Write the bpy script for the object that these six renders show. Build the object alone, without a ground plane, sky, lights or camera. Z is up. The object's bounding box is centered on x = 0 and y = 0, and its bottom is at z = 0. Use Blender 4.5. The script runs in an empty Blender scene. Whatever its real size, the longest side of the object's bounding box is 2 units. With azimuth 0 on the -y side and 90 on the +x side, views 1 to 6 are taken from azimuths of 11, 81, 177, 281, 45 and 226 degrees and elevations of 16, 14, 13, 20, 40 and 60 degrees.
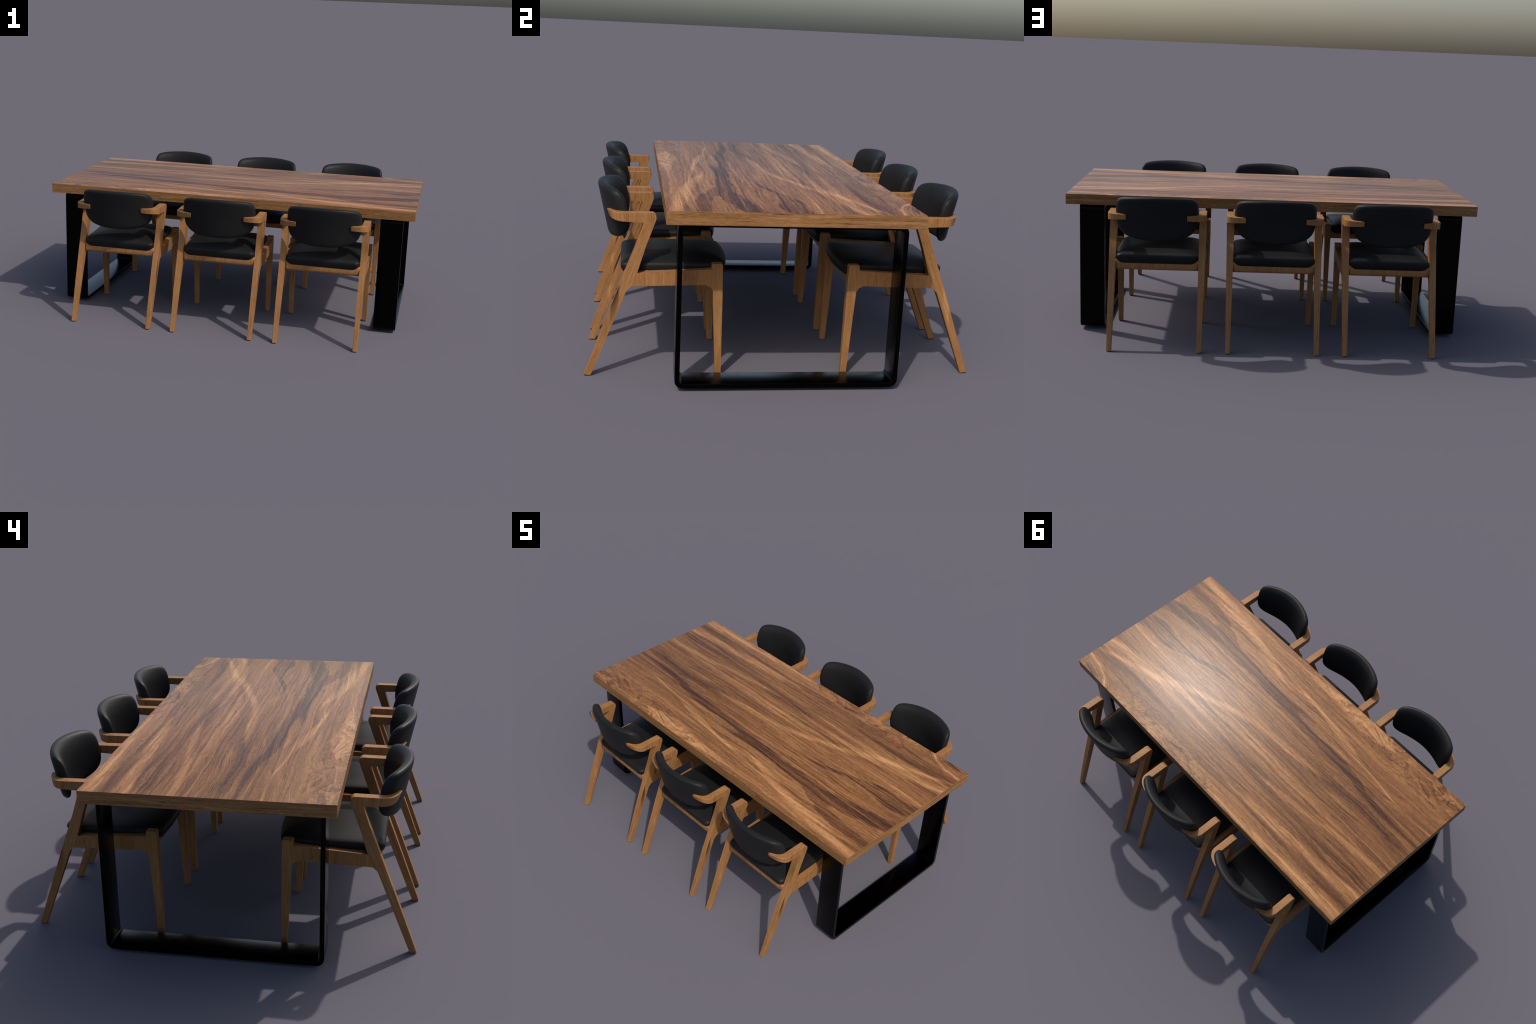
import bpy, bmesh, math
from mathutils import Vector

# ------------------------------------------------------------------ node helpers
class Mat:
    def __init__(self, name):
        self.m = bpy.data.materials.new(name)
        self.m.use_nodes = True
        self.t = self.m.node_tree
        self.t.nodes.clear()
        self.out = self.t.nodes.new("ShaderNodeOutputMaterial")
        self.bsdf = self.t.nodes.new("ShaderNodeBsdfPrincipled")
        self.t.links.new(self.bsdf.outputs[0], self.out.inputs[0])
        tc = self.t.nodes.new("ShaderNodeTexCoord")
        self.obj = tc.outputs["Object"]

    def set(self, sock, v):
        if isinstance(v, bpy.types.NodeSocket):
            self.t.links.new(v, sock)
        else:
            sock.default_value = v

    def math(self, op, a, b=None, c=None, clamp=False):
        n = self.t.nodes.new("ShaderNodeMath")
        n.operation = op
        n.use_clamp = clamp
        for i, v in enumerate((a, b, c)):
            if v is not None:
                self.set(n.inputs[i], v)
        return n.outputs[0]

    def add(self, *v):
        r = v[0]
        for x in v[1:]:
            r = self.math("ADD", r, x)
        return r

    def mul(self, a, b):
        return self.math("MULTIPLY", a, b)

    def madd(self, a, b, c):
        return self.math("MULTIPLY_ADD", a, b, c)

    def sep(self, v):
        n = self.t.nodes.new("ShaderNodeSeparateXYZ")
        self.set(n.inputs[0], v)
        return n.outputs

    def vec(self, x, y, z=0.0):
        n = self.t.nodes.new("ShaderNodeCombineXYZ")
        for i, v in enumerate((x, y, z)):
            self.set(n.inputs[i], v)
        return n.outputs[0]

    def noise(self, v, scale=1.0, detail=2.0, rough=0.5, dist=0.0, dims="3D"):
        n = self.t.nodes.new("ShaderNodeTexNoise")
        n.noise_dimensions = dims
        self.set(n.inputs["Vector"], v)
        n.inputs["Scale"].default_value = scale
        n.inputs["Detail"].default_value = detail
        n.inputs["Roughness"].default_value = rough
        n.inputs["Distortion"].default_value = dist
        return n.outputs[0]

    def smooth(self, v, lo, hi, a=0.0, b=1.0):
        n = self.t.nodes.new("ShaderNodeMapRange")
        n.interpolation_type = "SMOOTHSTEP"
        self.set(n.inputs[0], v)
        for i, q in enumerate((lo, hi, a, b)):
            n.inputs[i + 1].default_value = q
        return n.outputs[0]

    def curve(self, v, pts):
        n = self.t.nodes.new("ShaderNodeFloatCurve")
        self.set(n.inputs["Value"], v)
        c = n.mapping.curves[0]
        while len(c.points) < len(pts):
            c.points.new(0.5, 0.5)
        for p, q in zip(c.points, pts):
            p.location = q
        n.mapping.use_clip = False
        n.mapping.update()
        return n.outputs[0]

    def ramp(self, v, stops):
        n = self.t.nodes.new("ShaderNodeValToRGB")
        self.set(n.inputs[0], v)
        e = n.color_ramp.elements
        while len(e) < len(stops):
            e.new(0.5)
        for el, (p, c) in zip(e, stops):
            el.position = p
            el.color = (*c, 1)
        return n.outputs[0]

    def bump(self, h, strength, dist=0.001):
        n = self.t.nodes.new("ShaderNodeBump")
        n.inputs["Strength"].default_value = strength
        n.inputs["Distance"].default_value = dist
        self.set(n.inputs["Height"], h)
        self.t.links.new(n.outputs[0], self.bsdf.inputs["Normal"])

    def p(self, **k):
        for a, v in k.items():
            self.set(self.bsdf.inputs[a.replace("_", " ")], v)


# ------------------------------------------------------------------ materials
def tabletop_material():
    M = Mat("figured_walnut")
    x, y, _ = M.sep(M.obj)
    big = M.noise(M.vec(M.mul(x, 1.1), M.mul(y, 3.6), 3.1), detail=3.0, rough=0.55)
    mid = M.noise(M.vec(M.mul(x, 4.0), M.mul(y, 20.0), 7.7), detail=5.0, rough=0.58)
    y1 = M.add(y, M.madd(big, 0.080, -0.04), M.madd(mid, 0.030, -0.015))
    xs = M.madd(x, 0.5, 0.5)
    edge = M.noise(M.vec(M.mul(x, 4.2), M.mul(y1, 30.0), 1.3), detail=5.0, rough=0.62)
    edge = M.madd(edge, 1.0, -0.5)

    def stroke(path, widths, rag=1.0, lo=0.0, hi=0.35, yy=y):
        """Soft or ragged streak that follows y = path(x), half as wide as widths(x)."""
        c = M.math("SUBTRACT", M.curve(xs, [((a + 1) / 2, b + 0.5) for a, b in path]), 0.5)
        w = M.curve(xs, [((a + 1) / 2, b) for a, b in widths])
        d = M.math("ABSOLUTE", M.math("SUBTRACT", yy, c))
        v = M.math("SUBTRACT", 1.0, M.math("DIVIDE", d, M.math("MAXIMUM", w, 0.0008)))
        v = M.madd(edge, rag, v)
        on = M.smooth(w, 0.0005, 0.004)
        return M.mul(M.smooth(v, lo, hi), on)

    burl = M.math("MAXIMUM",
                  stroke([(-1, .5), (0, .47), (1, .47)], [(-1, 0), (-.2, .02), (.1, .12), (.6, .15), (1, .17)], .4, 0, .7),
                  stroke([(-1, -.42), (-.4, -.44), (1, -.47)], [(-1, .14), (-.7, .14), (-.4, .10), (0, .03), (.3, 0), (1, 0)], .4, 0, .7))
    swirl = M.noise(M.vec(M.mul(x, 4.6), M.mul(y, 7.5), 4.4), detail=4.0, rough=0.55, dist=0.5)
    y2 = M.add(y1, M.mul(burl, M.madd(swirl, 0.26, -0.13)))

    bands = M.noise(M.vec(M.mul(x, .55), M.mul(y1, 11.0), 0.4), detail=2.0)
    flame = M.noise(M.vec(M.mul(x, 1.9), M.mul(y1, 25.0), 12.4), detail=5.0, rough=0.6, dist=0.35)
    rings = M.noise(M.vec(M.mul(x, .7), M.mul(y2, 55.0), 2.2), detail=4.0, rough=0.66)
    fine = M.noise(M.vec(M.mul(x, 1.4), M.mul(y2, 210.0), 5.5), detail=3.0, rough=0.65)
    dash = M.smooth(M.noise(M.vec(M.mul(x, 4.2), M.mul(y1, 62.0), 9.1), detail=4.0, rough=0.62), 0.56, 0.70)
    flake = M.smooth(M.noise(M.vec(M.mul(x, 2.6), M.mul(y1, 34.0), 6.3), detail=4.0, rough=0.62), 0.58, 0.72)
    pores = M.smooth(M.noise(M.vec(M.mul(x, 38.0), M.mul(y2, 480.0), 8.8), detail=2.0), 0.40, 0.70)
    mottle = M.noise(M.vec(M.mul(x, 34.0), M.mul(y, 80.0), 1.9), detail=4.0, rough=0.7)

    dark = [
        stroke([(-1, -.12), (.43, -.07), (.6, -.022), (.78, .0), (.9, .0), (1, .02)],
               [(-1, 0), (.36, 0), (.44, .012), (.6, .016), (.68, .028), (.82, .055), (1, .05)], 1.5, 0, .10),
        stroke([(-1, -.13), (-.15, -.17), (.2, -.205), (.5, -.225), (.78, -.20), (1, -.15)],
               [(-1, 0), (-.2, .014), (.1, .035), (.33, .03), (.52, .036), (.75, .045), (1, .05)], 2.0, 0, .14),
        stroke([(-1, -.13), (.3, -.2), (.64, -.29), (.8, -.325), (1, -.335)],
               [(-1, 0), (.35, 0), (.5, .014), (.7, .034), (1, .032)], 1.9, 0, .14),
        stroke([(-1, -.11), (-.82, -.11), (-.63, -.13), (-.42, -.16), (-.15, -.17), (1, -.2)],
               [(-1, .005), (-.8, .010), (-.62, .018), (-.45, .026), (-.2, .018), (0, 0), (1, 0)], 1.6, 0, .16),
    ]
    brown = [
        stroke([(-1, -.01), (-.7, -.045), (-.4, .0), (-.1, .04), (.2, .07), (1, .1)],
               [(-1, .03), (-.6, .045), (-.2, .04), (.2, .02), (.5, 0), (1, 0)], 1.6, 0, .9),
        stroke([(-1, .2), (-.5, .25), (0, .2), (.5, .1), (1, .14)],
               [(-1, .03), (-.4, .03), (.1, .03), (.6, .03), (1, .03)], 1.8, 0, .9),
        stroke([(-1, .36), (-.4, .37), (0, .31), (.5, .3), (1, .33)],
               [(-1, .02), (-.3, .03), (.1, .03), (.6, .05), (1, .04)], 1.8, 0, .9),
    ]
    light = [
        stroke([(-1, -.3), (.1, -.28), (.34, -.33), (.52, -.37), (.72, -.4), (1, -.44)],
               [(-1, 0), (.05, 0), (.3, .03), (.6, .042), (1, .03)], .9, 0, .8),
        stroke([(-1, -.05), (-.38, -.04), (-.2, -.02), (0, 0), (.16, .03), (.32, .08), (.49, .14), (.6, .18), (.78, .195), (1, .24)],
               [(-1, 0), (-.5, 0), (-.3, .025), (.2, .028), (.55, .034), (.8, .026), (1, .02)], .9, 0, .8),
        stroke([(-1, .2), (0, .19), (.26, .16), (.47, .18), (.63, .215), (1, .33)],
               [(-1, 0), (0, .008), (.3, .03), (.6, .03), (.9, .022), (1, .015)], .9, 0, .8),
        stroke([(-1, -.205), (-.8, -.2), (-.61, -.225), (-.41, -.25), (-.2, -.29), (.1, -.33), (1, -.4)],
               [(-1, .007), (-.7, .008), (-.48, .012), (-.36, .028), (-.15, .015), (.2, .01), (.5, 0), (1, 0)], .7, 0, .6),
        stroke([(-1, -.4), (-.45, -.425), (-.2, -.43), (1, -.4)],
               [(-1, 0), (-.56, 0), (-.5, .02), (-.4, .055), (-.2, .045), (0, .02), (.2, 0), (1, 0)], .8, 0, .4),
        stroke([(-1, .12), (-.68, .14), (-.55, .16), (-.34, .185), (0, .21), (1, .3)],
               [(-1, .022), (-.6, .022), (-.35, .018), (-.15, .006), (0, 0), (1, 0)], 1.1, 0, .8),
        stroke([(-1, .29), (-.8, .31), (-.6, .325), (-.3, .34), (0, .345), (1, .4)],
               [(-1, .035), (-.7, .035), (-.4, .03), (-.1, .018), (.2, 0), (1, 0)], 1.2, 0, .8),
        stroke([(-1, .42), (-.5, .44), (1, .44)],
               [(-1, .03), (-.6, .03), (-.2, .012), (.1, 0), (1, 0)], 1.2, 0, .8),
    ]
    calm = M.madd(burl, -0.6, 1.0)
    tone = M.add(0.448, M.madd(bands, 0.40, -0.20), M.mul(M.madd(flame, 0.66, -0.33), calm), M.mul(M.madd(rings, 0.70, -0.35), calm),
                 M.madd(fine, 0.46, -0.23), M.madd(pores, -0.12, 0.05), M.madd(mottle, 0.26, -0.13))
    tone = M.madd(M.mul(dash, calm), -0.17, tone)
    tone = M.madd(M.mul(flake, calm), 0.10, tone)
    for s in light:
        tone = M.madd(s, 0.21, tone)
    for s in brown:
        tone = M.madd(s, -0.07, tone)
    d = dark[0]
    for s in dark[1:]:
        d = M.math("MAXIMUM", d, s)
    vein = M.noise(M.vec(M.mul(x, 1.6), M.mul(y1, 75.0), 17.0), detail=4.0, rough=0.6)
    tone = M.madd(M.mul(d, M.smooth(vein, .30, .62, .25, 1.0)), -0.28, tone)
    thin = M.smooth(M.noise(M.vec(M.mul(x, 1.3), M.mul(y2, 120.0), 19.0), detail=4.0, rough=0.62), 0.53, 0.66)
    web = M.noise(M.vec(M.mul(x, 2.4), M.mul(y1, 48.0), 23.0), detail=5.0, rough=0.6, dist=0.5)
    web = M.smooth(M.math("ABSOLUTE", M.math("SUBTRACT", web, 0.5)), 0.0, 0.035, 1.0, 0.0)
    tone = M.madd(web, -0.10, M.madd(thin, -0.19, M.add(tone, 0.06)))
    haze = stroke([(-1, -.14), (-.4, -.15), (.1, -.19), (.6, -.17), (1, -.16)],
                  [(-1, .02), (-.4, .06), (.1, .07), (.5, .16), (1, .26)], .5, 0, 1.0)
    tone = M.madd(haze, -0.09, tone)

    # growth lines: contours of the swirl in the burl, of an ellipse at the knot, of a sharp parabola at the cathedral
    def contour(f, width):
        w = M.math("ABSOLUTE", M.madd(M.math("FRACT", f), 2.0, -1.0))
        return M.smooth(w, 0.0, width, 1.0, 0.0)

    soft = M.noise(M.vec(M.mul(x, 3.6), M.mul(y, 6.2), 21.0), detail=4.5, rough=0.55, dist=0.8)
    q = M.madd(soft, 7.0, M.mul(y1, 13.0))
    lines = M.madd(contour(q, 0.34), -0.22, M.mul(contour(M.add(q, 0.28), 0.45), 0.14))
    broad = M.madd(M.noise(M.vec(M.mul(x, 4.0), M.mul(y, 9.0), 31.0), detail=3.0, dist=0.8), 0.5, -0.25)
    tone = M.madd(M.mul(burl, M.smooth(x, .78, .66)), M.mul(M.add(lines, broad), 0.85), tone)

    # knot at the corner: rings sweep round it and run out over the end of the top
    ring_path = M.curve(xs, [((p + 1) / 2, q + .5) for p, q in
                             ((-1, .5), (.70, .5), (.773, .462), (.813, .430), (.873, .403), (.925, .391), (1, .380))])
    wob = M.noise(M.vec(M.mul(x, 9.0), M.mul(y, 16.0), 15.0), detail=3.0)
    k = M.madd(wob, 0.016, M.math("SUBTRACT", M.add(y, 0.492), ring_path))
    kin = M.mul(M.smooth(k, -.055, -.015), M.smooth(x, .70, .77))
    klines = M.madd(contour(M.mul(k, 62.0), 0.7), -0.17, M.madd(M.smooth(M.math("ABSOLUTE", k), .016, .004), 0.26, 0.02))
    ex, ey = M.mul(M.add(x, -.900), 14.0), M.mul(M.madd(x, .22, M.add(y, -.648)), 60.0)
    heart = M.madd(wob, 1.0, M.math("SQRT", M.add(M.mul(ex, ex), M.mul(ey, ey))))
    klines = M.madd(M.smooth(heart, 1.7, .6), -0.30, klines)
    tone = M.madd(kin, klines, tone)

    cy = M.add(y1, 0.028)
    par = M.madd(M.math("POWER", M.math("ABSOLUTE", cy), 0.8), -7.0, M.madd(mid, 0.25, x))
    cin = M.mul(M.smooth(M.math("ABSOLUTE", cy), 0.02, 0.075, 1.0, 0.0), M.mul(M.smooth(x, -0.2, -0.5), M.smooth(x, -0.99, -0.90)))
    tone = M.madd(M.mul(cin, contour(M.mul(par, 11.0), 0.6)), -0.17, tone)
    g = M.noise(M.vec(M.mul(x, .8), M.mul(y1, 30.0), 6.6), detail=3.0)
    line = M.smooth(M.math("ABSOLUTE", M.math("SUBTRACT", g, 0.52)), 0.0, 0.022, 1.0, 0.0)
    tone = M.madd(M.mul(line, calm), -0.09, tone)
    col = M.ramp(tone, [(0.04, (0.046, 0.019, 0.010)), (0.28, (0.112, 0.046, 0.019)), (0.50, (0.214, 0.094, 0.034)),
                        (0.70, (0.338, 0.160, 0.062)), (0.93, (0.515, 0.268, 0.118))])
    M.p(Base_Color=col, Roughness=M.madd(tone, -0.04, 0.37), Specular_IOR_Level=0.21)
    M.bump(M.add(M.mul(pores, 0.5), fine), 0.06, 0.0006)
    return M.m


def edge_material():
    M = Mat("walnut_edge")
    x, y, z = M.sep(M.obj)
    u = M.add(x, M.mul(y, 1.0))
    w = M.noise(M.vec(M.mul(u, 5.0), M.mul(z, 26.0), 2.0), detail=2.0)
    z1 = M.madd(M.add(w, -0.5), 0.012, z)
    a = M.noise(M.vec(M.mul(u, 3.5), M.mul(z1, 95.0), 1.0), detail=5.0, rough=0.68)
    b = M.noise(M.vec(M.mul(u, 34.0), M.mul(z1, 420.0), 4.0), detail=3.0, rough=0.65)
    c = M.smooth(M.noise(M.vec(M.mul(u, 9.0), M.mul(z1, 140.0), 6.0), detail=3.0, rough=0.6), 0.56, 0.74)
    t = M.add(0.5, M.madd(a, 1.15, -0.575), M.madd(b, 0.9, -0.45))
    t = M.madd(c, -0.34, M.add(t, 0.02))
    col = M.ramp(t, [(0.12, (0.060, 0.028, 0.010)), (0.36, (0.160, 0.076, 0.027)), (0.58, (0.255, 0.125, 0.046)), (0.85, (0.37, 0.195, 0.085))])
    M.p(Base_Color=col, Roughness=0.5, Specular_IOR_Level=0.2)
    M.bump(M.add(a, b), 0.08, 0.0006)
    return M.m


def chair_wood(name, lean=0.0, along="z"):
    """Oiled oak-like wood; the grain runs along z (leaned about x), or along x."""
    M = Mat(name)
    x, y, z = M.sep(M.obj)
    if lean:
        ca, sa = math.cos(lean), math.sin(lean)
        y, z = M.add(M.mul(y, ca), M.mul(z, sa)), M.add(M.mul(z, ca), M.mul(y, -sa))
    if along == "x":
        x, z = z, x
    w = M.noise(M.vec(M.mul(x, 30.0), M.mul(y, 30.0), M.mul(z, 11.0)), detail=4.0, rough=0.6)
    k = M.madd(w, 0.018, -0.009)
    x1, y1 = M.add(x, k), M.add(y, k)
    a = M.noise(M.vec(M.mul(x1, 120.0), M.mul(y1, 120.0), M.mul(z, 5.0)), detail=4.0, rough=0.65)
    b = M.noise(M.vec(M.mul(x1, 480.0), M.mul(y1, 480.0), M.mul(z, 40.0)), detail=2.0, rough=0.6)
    c = M.noise(M.vec(M.mul(x, 14.0), M.mul(y, 14.0), M.mul(z, 7.0)), detail=2.0)
    t = M.add(0.5, M.madd(a, 1.0, -0.50), M.madd(b, 0.7, -0.35), M.madd(c, 0.35, -0.175))
    col = M.ramp(t, [(0.12, (0.150, 0.066, 0.022)), (0.40, (0.248, 0.115, 0.040)), (0.62, (0.310, 0.150, 0.055)), (0.9, (0.40, 0.208, 0.086))])
    M.p(Base_Color=col, Roughness=0.50, Specular_IOR_Level=0.18)
    M.bump(M.add(a, b), 0.10, 0.0005)
    return M.m


def leather_material():
    M = Mat("black_leather")
    g = M.noise(M.obj, 420.0, 2.0, 0.6)
    s = M.noise(M.obj, 9.0, 2.0)
    v = M.t.nodes.new("ShaderNodeTexVoronoi")
    M.set(v.inputs["Vector"], M.obj)
    v.inputs["Scale"].default_value = 330.0
    col = M.ramp(M.madd(g, 0.5, M.mul(s, 0.5)), [(0.3, (0.0100, 0.0100, 0.0102)), (0.7, (0.0150, 0.0150, 0.0150))])
    M.p(Base_Color=col, Roughness=M.madd(s, 0.10, 0.40), Specular_IOR_Level=0.13)
    M.bump(M.add(v.outputs[0], g), 0.12, 0.0006)
    return M.m


def metal_material():
    M = Mat("black_powder_coat")
    g = M.noise(M.obj, 170.0, 3.0, 0.7)
    s = M.noise(M.obj, 24.0, 3.0)
    col = M.ramp(g, [(0.35, (0.0015, 0.0015, 0.0016)), (0.7, (0.0045, 0.0045, 0.0048))])
    M.p(Base_Color=col, Metallic=1.0, Coat_Weight=0.12, Coat_Roughness=0.2, Roughness=M.madd(s, 0.12, 0.16))
    M.bump(g, 0.50, 0.0009)
    return M.m


MAT_TOP = tabletop_material()
MAT_EDGE = edge_material()
MAT_REAR = chair_wood("oiled_wood_leaning", lean=0.37)
MAT_WOOD = chair_wood("oiled_wood_upright")
MAT_RAIL = chair_wood("oiled_wood_cross", along="z")
MAT_LEATHER = leather_material()
MAT_METAL = metal_material()


# ------------------------------------------------------------------ geometry helpers
def fillet(poly, seg=6):
    """poly: list of (a, b, radius); returns the closed outline with rounded corners."""
    out = []
    n = len(poly)
    for i, (a, b, r) in enumerate(poly):
        p = Vector((a, b))
        if r <= 0:
            out.append(p)
            continue
        u = (Vector(poly[i - 1][:2]) - p)
        v = (Vector(poly[(i + 1) % n][:2]) - p)
        lu, lv = u.length, v.length
        u.normalize(); v.normalize()
        half = math.acos(max(-1, min(1, u.dot(v)))) / 2
        t = min(r / math.tan(half), lu * .49, lv * .49)
        r2 = t * math.tan(half)
        c = p + (u + v).normalized() * (r2 / math.sin(half))
        s, e = p + u * t - c, p + v * t - c
        ang = s.angle_signed(e)
        for k in range(seg + 1):
            q = -ang * k / seg
            out.append(c + Vector((s.x * math.cos(q) - s.y * math.sin(q), s.x * math.sin(q) + s.y * math.cos(q))))
    return out


def finish_mesh(bm, name, mats, weighted=True):
    bmesh.ops.recalc_face_normals(bm, faces=bm.faces)
    me = bpy.data.meshes.new(name)
    bm.to_mesh(me)
    bm.free()
    for m in mats:
        me.materials.append(m)
    me.polygons.foreach_set("use_smooth", [True] * len(me.polygons))
    if weighted:
        ob = bpy.data.objects.new("tmp", me)
        bpy.context.scene.collection.objects.link(ob)
        w = ob.modifiers.new("w", "WEIGHTED_NORMAL")
        w.weight = 80
        w.keep_sharp = False
        dg = bpy.context.evaluated_depsgraph_get()
        new = bpy.data.meshes.new_from_object(ob.evaluated_get(dg))
        bpy.data.objects.remove(ob)
        bpy.data.meshes.remove(me)
        new.name = name
        me = new
    return me


def place(name, me, parent=None, loc=(0, 0, 0), rot=0.0):
    ob = bpy.data.objects.new(name, me)
    bpy.context.scene.collection.objects.link(ob)
    ob.location = loc
    ob.rotation_euler = (0, 0, rot)
    ob.parent = parent
    return ob


def extrude_outline(outline, h0, h1, axis, bevel, seg=2):
    """Prism over a 2D outline.  axis 'x': outline is (y, z) and the prism runs h0..h1 along x."""
    bm = bmesh.new()
    mk = (lambda p, h: (h, p[0], p[1])) if axis == "x" else (lambda p, h: (p[0], p[1], h))
    lo = [bm.verts.new(mk(p, h0)) for p in outline]
    hi = [bm.verts.new(mk(p, h1)) for p in outline]
    n = len(outline)
    bm.faces.new(lo)
    bm.faces.new(hi[::-1])
    for i in range(n):
        bm.faces.new((lo[i], hi[i], hi[(i + 1) % n], lo[(i + 1) % n]))
    rim = [e for e in bm.edges if abs(mk_h(e.verts[0], axis) - mk_h(e.verts[1], axis)) < 1e-7]
    bmesh.ops.bevel(bm, geom=rim, offset=bevel, segments=seg, profile=0.5, affect="EDGES", clamp_overlap=False)
    return bm


def mk_h(v, axis):
    return v.co.x if axis == "x" else v.co.z


def rounded_box(x0, x1, y0, y1, z0, z1, r, seg=3):
    bm = bmesh.new()
    bmesh.ops.create_cube(bm, size=1.0)
    for v in bm.verts:
        v.co = Vector(((x0 + x1) / 2 + v.co.x * (x1 - x0), (y0 + y1) / 2 + v.co.y * (y1 - y0), (z0 + z1) / 2 + v.co.z * (z1 - z0)))
    bmesh.ops.bevel(bm, geom=bm.edges[:], offset=r, segments=seg, profile=0.5, affect="EDGES")
    return bm


# ------------------------------------------------------------------ table
TY = -0.002          # the table stands a hair off the chairs' middle line
TOP_Z, UNDER_Z = 0.6865, 0.6366
CROWN = (0.137, 0.20)


def build_table():
    root = bpy.data.objects.new("dining_table", None)
    bpy.context.scene.collection.objects.link(root)
    root["label"] = "long walnut dining table on black rectangular metal loop legs"
    root["category"] = "dining table"
    bm = rounded_box(-1.0, 1.0, TY - .4655, TY + .4655, UNDER_Z, TOP_Z, 0.0013, 2)
    bm.normal_update()
    for f in bm.faces:
        f.material_index = 0 if abs(f.normal.z) > 0.8 else 1
    me = finish_mesh(bm, "tabletop", [MAT_TOP, MAT_EDGE])
    nrm = [c.vector.copy() for c in me.corner_normals]
    for p in me.polygons:
        if p.normal.z > .99:                       # lacquered face: a very slight crown in the shading
            for li in p.loop_indices:
                c = me.vertices[me.loops[li].vertex_index].co
                nrm[li] = Vector((CROWN[0] * c.x, CROWN[1] * c.y, 1)).normalized()
    me.normals_split_custom_set(nrm)
    place("tabletop", me, root)

    # closed flat-bar loop, 12 cm wide
    lo, hi, half, t = 0.0095, UNDER_Z - 0.0004, 0.421, 0.018
    outer = fillet([(-half, lo, .030), (half, lo, .030), (half, hi, .030), (-half, hi, .030)], 8)
    inner = fillet([(-half + t, lo + t, .013), (half - t, lo + t, .013), (half - t, hi - t, .013), (-half + t, hi - t, .013)], 8)
    bm = bmesh.new()
    n = len(outer)
    loops = [[bm.verts.new((x, p.x, p.y)) for p in o] for o in (outer, inner) for x in (-.06, .06)]
    o0, o1, i0, i1 = loops
    for k in range(n):
        j = (k + 1) % n
        bm.faces.new((o0[k], o0[j], o1[j], o1[k]))
        bm.faces.new((i0[k], i1[k], i1[j], i0[j]))
        bm.faces.new((o0[k], i0[k], i0[j], o0[j]))
        bm.faces.new((o1[k], o1[j], i1[j], i1[k]))
    rim = [e for e in bm.edges if abs(e.verts[0].co.x - e.verts[1].co.x) < 1e-7
           and any(abs(f.normal.x) < .5 for f in e.link_faces) or False]
    bm.normal_update()
    rim = [e for e in bm.edges if len(e.link_faces) == 2 and sum(abs(f.normal.x) > .9 for f in e.link_faces) == 1]
    bmesh.ops.bevel(bm, geom=rim, offset=0.0014, segments=2, profile=0.5, affect="EDGES", clamp_overlap=False)
    me = finish_mesh(bm, "metal_leg", [MAT_METAL])
    nrm = [c.vector.copy() for c in me.corner_normals]
    for p in me.polygons:
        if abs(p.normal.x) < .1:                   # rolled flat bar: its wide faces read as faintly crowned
            for li in p.loop_indices:
                nrm[li] = (nrm[li] + Vector((.16 * me.vertices[me.loops[li].vertex_index].co.x / .06, 0, 0))).normalized()
    me.normals_split_custom_set(nrm)
    for sx in (1, -1):
        place("metal_leg", me, root, (sx * 0.88, TY, 0))


# ------------------------------------------------------------------ chair (rear towards +y, y = distance from the table's middle line)
ARM_TOP, ARM_LOW, HOOK, TIP = 0.633, 0.600, 0.612, 0.705


def bez(a, b, c, t):
    return tuple(p * (1 - t) ** 2 + 2 * q * t * (1 - t) + r * t * t for p, q, r in zip(a, b, c))


def frame_shape(co, sgn):
    """Map prism space (x: 0 inner .. 1 outer) to the real frame: taper to the feet, hook of the arm."""
    s, y, z = co
    if z > 0.59 and y > HOOK:
        t = (y - HOOK) / (TIP - HOOK)
        xo, yo = bez((.2290, HOOK), (.2285, .662), (.1415, .6790), t)
        xi, yi = bez((.1925, HOOK), (.1915, .648), (.1385, .6655), t)
        x, yy = xi + (xo - xi) * s, yi + (yo - yi) * s
        k = (ARM_TOP - z) / (ARM_TOP - ARM_LOW)
        e = max(0.0, t) ** 1.5
        z = z + e * 0.008 * k                      # the hook gets slimmer towards its tip
        yy -= e * 0.010 * k                        # and leans with the backrest
        return Vector((sgn * x, yy, z))
    h = max(0.0, min(1.0, z / 0.6))
    xi = .1980 - .0055 * h
    xo = .2200 + .0090 * h
    return Vector((sgn * (xi + (xo - xi) * s), y, z))


def frame_outline():
    return fillet([
        (TIP, ARM_LOW, 0), (.5375, ARM_LOW, .004), (.5740, .500, 0), (.6105, .405, 0), (.6850, .205, 0),
        (.7595, .0, .003), (.7325, .0, .003), (.6010, .3370, .014), (.5830, .3535, .012),
        (.2945, .3605, .016), (.2780, .3380, .012), (.2597, .0, .003), (.2365, .0, .003), (.2410, .350, 0),
        (.2440, .4430, .005), (.2842, .4430, .003), (.2848, .4215, .003), (.5665, .4020, .002),
        (.5330, .5030, 0), (.4925, .6180, .014), (.5015, ARM_TOP, .014), (TIP, ARM_TOP, 0)], 5)


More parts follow.
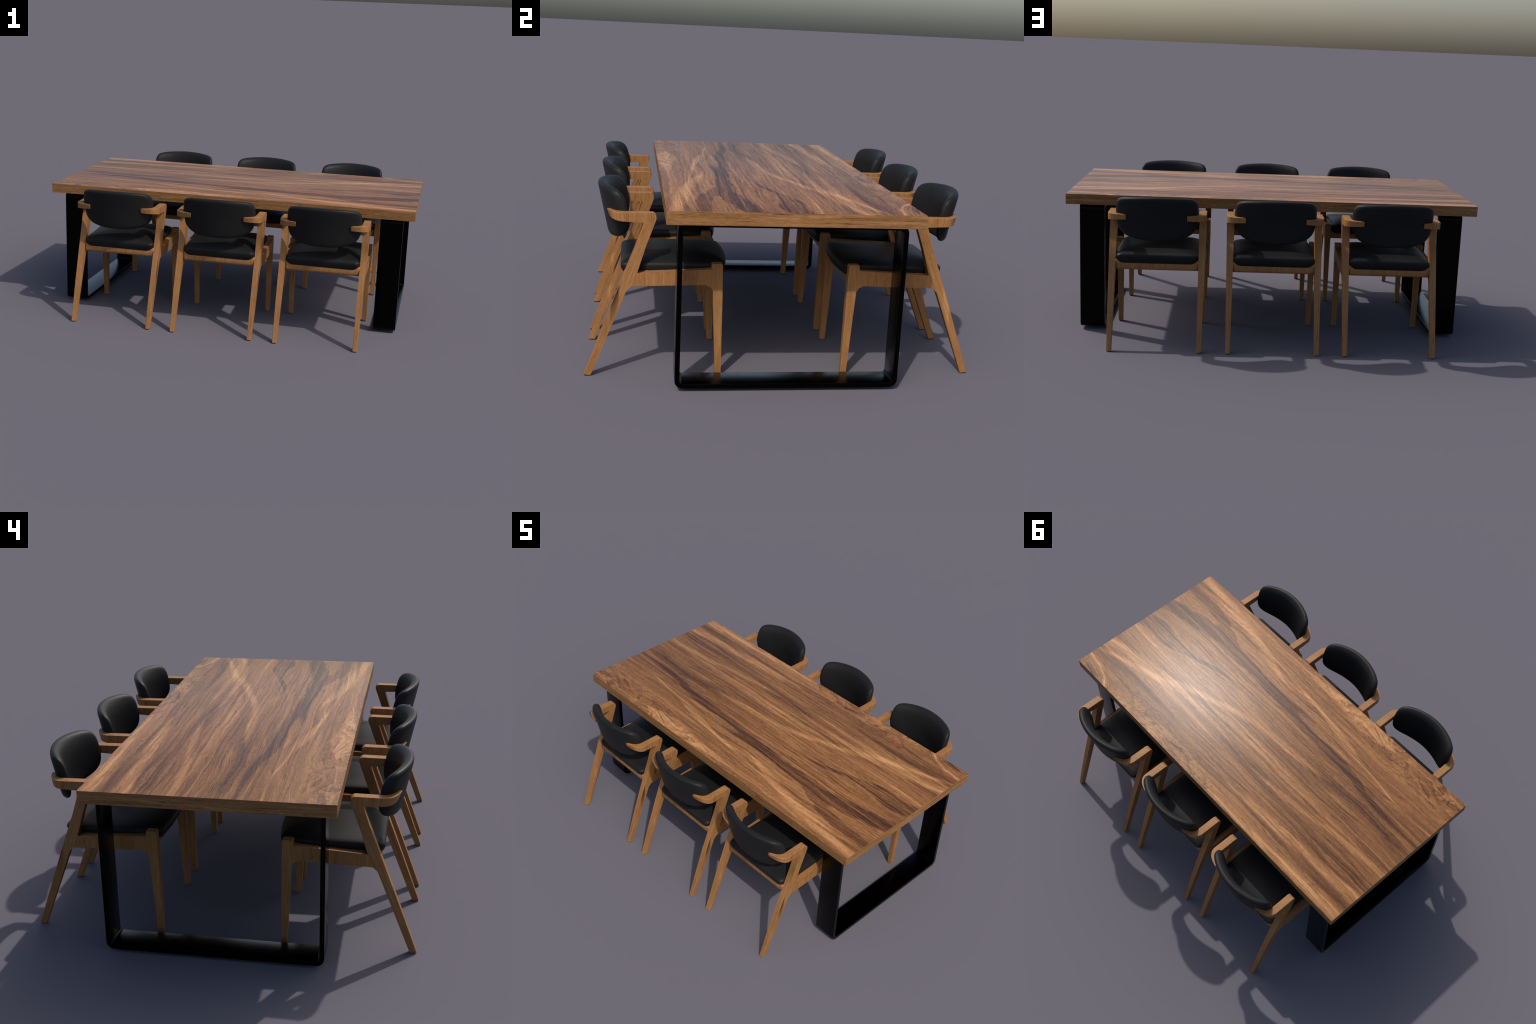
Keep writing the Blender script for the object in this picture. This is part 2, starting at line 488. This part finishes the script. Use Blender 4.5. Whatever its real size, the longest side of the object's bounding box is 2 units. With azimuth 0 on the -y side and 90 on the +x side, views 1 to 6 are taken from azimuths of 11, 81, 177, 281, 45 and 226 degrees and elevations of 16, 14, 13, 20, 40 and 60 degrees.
def build_side_frame(sgn):
    bm = extrude_outline(frame_outline(), 0.0, 1.0, "x", 0.0001)
    bm.free()
    # bevel in real proportions: build the prism 3.4 cm thick, then normalise
    th = 0.034
    bm = extrude_outline(frame_outline(), 0.0, th, "x", 0.0032, 3)
    dirs = [((0, HOOK + (TIP - HOOK) * k / 9, 0), (0, 1, 0)) for k in range(0, 9)]
    dirs += [((0, 0, .5935), (0, 0, 1)), ((0, .2950, 0), (0, 1, 0)), ((0, .5620, .402), (0, .048, .016))]
    for co, no in dirs:
        bmesh.ops.bisect_plane(bm, geom=bm.verts[:] + bm.edges[:] + bm.faces[:], plane_co=co, plane_no=no)
    for v in bm.verts:
        v.co = frame_shape((v.co.x / th, v.co.y, v.co.z), sgn)
    me = finish_mesh(bm, "frame", [])
    normals = [c.vector.copy() for c in me.corner_normals]

    def region(c):
        if c.z > .5935:
            return "armrest"
        if c.y < .2950:
            return "front_leg"
        if (c.y - .5620) * .048 + (c.z - .402) * .016 < 0 and c.z > .3:
            return "side_rail"
        return "rear_leg"

    parts = {}
    for p in me.polygons:
        parts.setdefault(region(p.center), []).append(p)
    out = {}
    for name, polys in parts.items():
        index, verts, faces, nrm = {}, [], [], []
        for p in polys:
            f = []
            for li in p.loop_indices:
                vi = me.loops[li].vertex_index
                if vi not in index:
                    index[vi] = len(verts)
                    verts.append(me.vertices[vi].co.copy())
                f.append(index[vi])
                nrm.append(normals[li])
            faces.append(f)
        m = bpy.data.meshes.new(name)
        m.from_pydata(verts, [], faces)
        m.materials.append(MAT_REAR if name == "rear_leg" else MAT_WOOD)
        m.polygons.foreach_set("use_smooth", [True] * len(m.polygons))
        m.update()
        m.normals_split_custom_set(nrm)
        out[name] = m
    bpy.data.meshes.remove(me)
    return out


def ring_mesh(rings, name, mat):
    bm = bmesh.new()
    vs = [[bm.verts.new(p) for p in r] for r in rings]
    n = len(rings[0])
    for a, b in zip(vs, vs[1:]):
        for k in range(n):
            j = (k + 1) % n
            bm.faces.new((a[k], a[j], b[j], b[k]))
    bm.faces.new(vs[0][::-1])
    bm.faces.new(vs[-1])
    return finish_mesh(bm, name, [mat], weighted=False)


def spline(keys, n):
    """Catmull-Rom through the key tuples."""
    P = [keys[0]] + list(keys) + [keys[-1]]
    out = []
    for i in range(1, len(P) - 2):
        for k in range(n):
            t = k / n
            out.append(tuple(0.5 * (2 * b + (c - a) * t + (2 * a - 5 * b + 4 * c - d) * t * t + (3 * b - a - 3 * c + d) * t ** 3)
                             for a, b, c, d in zip(P[i - 1], P[i], P[i + 1], P[i + 2])))
    out.append(tuple(keys[-1]))
    return out


def build_cushion():
    # (inset, height, corner radius) from the underside round the soft edge to the crown
    prof = spline([(.060, .386, .03), (.019, .389, .026), (.012, .394, .026), (.004, .407, .026), (.0006, .4195, .024), (.0, .4265, .023),
                   (.0022, .4335, .024), (.0080, .4388, .027), (.022, .4448, .034), (.050, .4515, .046),
                   (.092, .4570, .06), (.140, .4600, .05), (.182, .4610, .008)], 4)
    x1, y0, y1 = .1925, .2335, .6250
    cy, hy = (y0 + y1) / 2, (y1 - y0) / 2
    rings = []
    for d, z, r in prof:
        a, b = x1 - d, hy - d
        r = min(r, a * .95)
        o = []
        for qx, qy, s in ((1, -1, -90), (1, 1, 0), (-1, 1, 90), (-1, -1, 180)):
            for k in range(13):
                t = math.radians(s + 90 * k / 12)
                o.append((qx * (a - r) + r * math.cos(t), qy * (b - r) + r * math.sin(t)))
            # straight run to the next corner
            nx, ny = {(1, -1): (1, 1), (1, 1): (-1, 1), (-1, 1): (-1, -1), (-1, -1): (1, -1)}[(qx, qy)]
            ts = math.radians(s + 90)
            p = Vector((qx * (a - r) + r * math.cos(ts), qy * (b - r) + r * math.sin(ts)))
            q = Vector((nx * (a - r) + r * math.cos(ts), ny * (b - r) + r * math.sin(ts)))
            for k in range(1, 12):
                o.append(tuple(p.lerp(q, k / 12)))
        ring = []
        for px, py in o:
            yy = cy + py
            # between the posts and the front legs the pad swells out over the rails
            sw = max(0.0, min(1.0, (.575 - yy) / .05)) * max(0.0, min(1.0, (yy - .280) / .04))
            sw = sw * sw * (3 - 2 * sw)
            fr = max(0.0, min(1.0, (.42 - yy) / .17))
            bow = .017 * (1 - min(1.0, abs(px) / x1) ** 2) * fr * fr * (3 - 2 * fr)
            ring.append((px * (1 + .032 * sw), yy - bow, z + .012 * (-py)))
        rings.append(ring)
    return ring_mesh(rings, "seat_cushion", MAT_LEATHER)


BACK_R = 0.33
SEAT_Y = 0.5          # the chairs' own origins stand this far from the middle line


def build_backrest():
    # half outline in (arc length, height), top middle round to bottom middle
    half = spline([(.0, .7212), (.06, .7198), (.115, .7166), (.155, .7125), (.1835, .7048), (.1985, .6890), (.2040, .6630),
                   (.2050, .6350), (.2035, .6080), (.1975, .5790), (.1860, .5560), (.165, .5370), (.137, .5245), (.091, .5155),
                   (.045, .5115), (.0, .5105)], 5)
    outline = half + [(-s, z) for s, z in half[-2:0:-1]]
    hx, hz, mid = .205, .106, .6165
    # (inset, depth in front of the rear face): flat rear shell, rounded rim, plump front
    prof = spline([(.050, .0), (.030, .0), (.019, .0003), (.0105, .0020), (.0048, .0056), (.0014, .0112), (.0, .0175),
                   (.0012, .0240), (.0048, .0305), (.0110, .0360), (.0200, .0400), (.0340, .0424), (.050, .0434)], 5)

    def real(s, z, w):
        a = s / BACK_R
        t = max(0.0, min(1.0, (z - .535) / .14))
        m = .68 + .34 * t * t * (3 - 2 * t)         # the pad thins downwards in the middle
        w *= m + (1.28 - m) * (s / hx) ** 2         # and is deeper at its ends
        return (BACK_R * math.sin(a), .7010 - .215 * (.64 - z) - BACK_R + BACK_R * math.cos(a) - w, z - w * .06)

    def ring(d, w, f=1.0):
        return [real(f * s * (hx - d) / hx, mid + f * (z - mid) * (hz - d) / hz, w) for s, z in outline]

    rings = [ring(.050, .0, f) for f in (.02, .15, .3, .45, .6, .75, .9)]
    rings += [ring(d, w) for d, w in prof]
    rings += [ring(.050, .0434 + .0014 * (1 - f * f), f) for f in (.94, .88, .8, .7, .6, .5, .4, .3, .2, .1, .02)]
    return ring_mesh(rings, "backrest", MAT_LEATHER)


def build_back_rail():
    # bulging cross rail; its ends rise beside the cushion's cut-off corners
    rings = []
    for k in range(29):
        x = -.1955 + .391 * k / 28
        e = max(0.0, (abs(x) - .165) / .030)
        top = .3960 + .016 * min(1.0, e) ** 1.3
        r = []
        for a, b in fillet([(.575, .3570, .003), (.6135, .3570, .014), (.6150 - .002 * e, top, .013), (.575, top, .003)], 5):
            r.append((x, a, b))
        rings.append(r)
    return ring_mesh(rings, "back_rail", MAT_RAIL)


def build_chairs():
    right, left = build_side_frame(1), build_side_frame(-1)
    cushion, back, brail = build_cushion(), build_backrest(), build_back_rail()
    frail = finish_mesh(rounded_box(-.1955, .1955, .2530, .2750, .3620, .4040, .003), "front_rail", [MAT_RAIL])
    board = finish_mesh(rounded_box(-.1945, .1945, .2560, .5900, .3740, .3945, .002), "seat_board", [MAT_LEATHER])
    for me in (*right.values(), *left.values(), cushion, back, brail, frail, board):
        for v in me.vertices:
            v.co.y -= SEAT_Y
    for side in (-1, 1):
        for k in range(3):
            cx = -0.0035 + 0.553 * (k - 1)
            root = bpy.data.objects.new("dining_chair", None)
            bpy.context.scene.collection.objects.link(root)
            root.location = (cx, side * SEAT_Y, 0)
            root.rotation_euler = (0, 0, 0 if side > 0 else math.pi)
            root["label"] = "wooden armchair with slanted legs and curved black leather back"
            root["category"] = "dining chair"
            for part in (right, left):
                for name in ("armrest", "rear_leg", "side_rail", "front_leg"):
                    place(name, part[name], root)
            place("seat_cushion", cushion, root)
            place("backrest", back, root)
            place("back_rail", brail, root)
            place("front_rail", frail, root)
            place("seat_board", board, root)


build_table()
build_chairs()
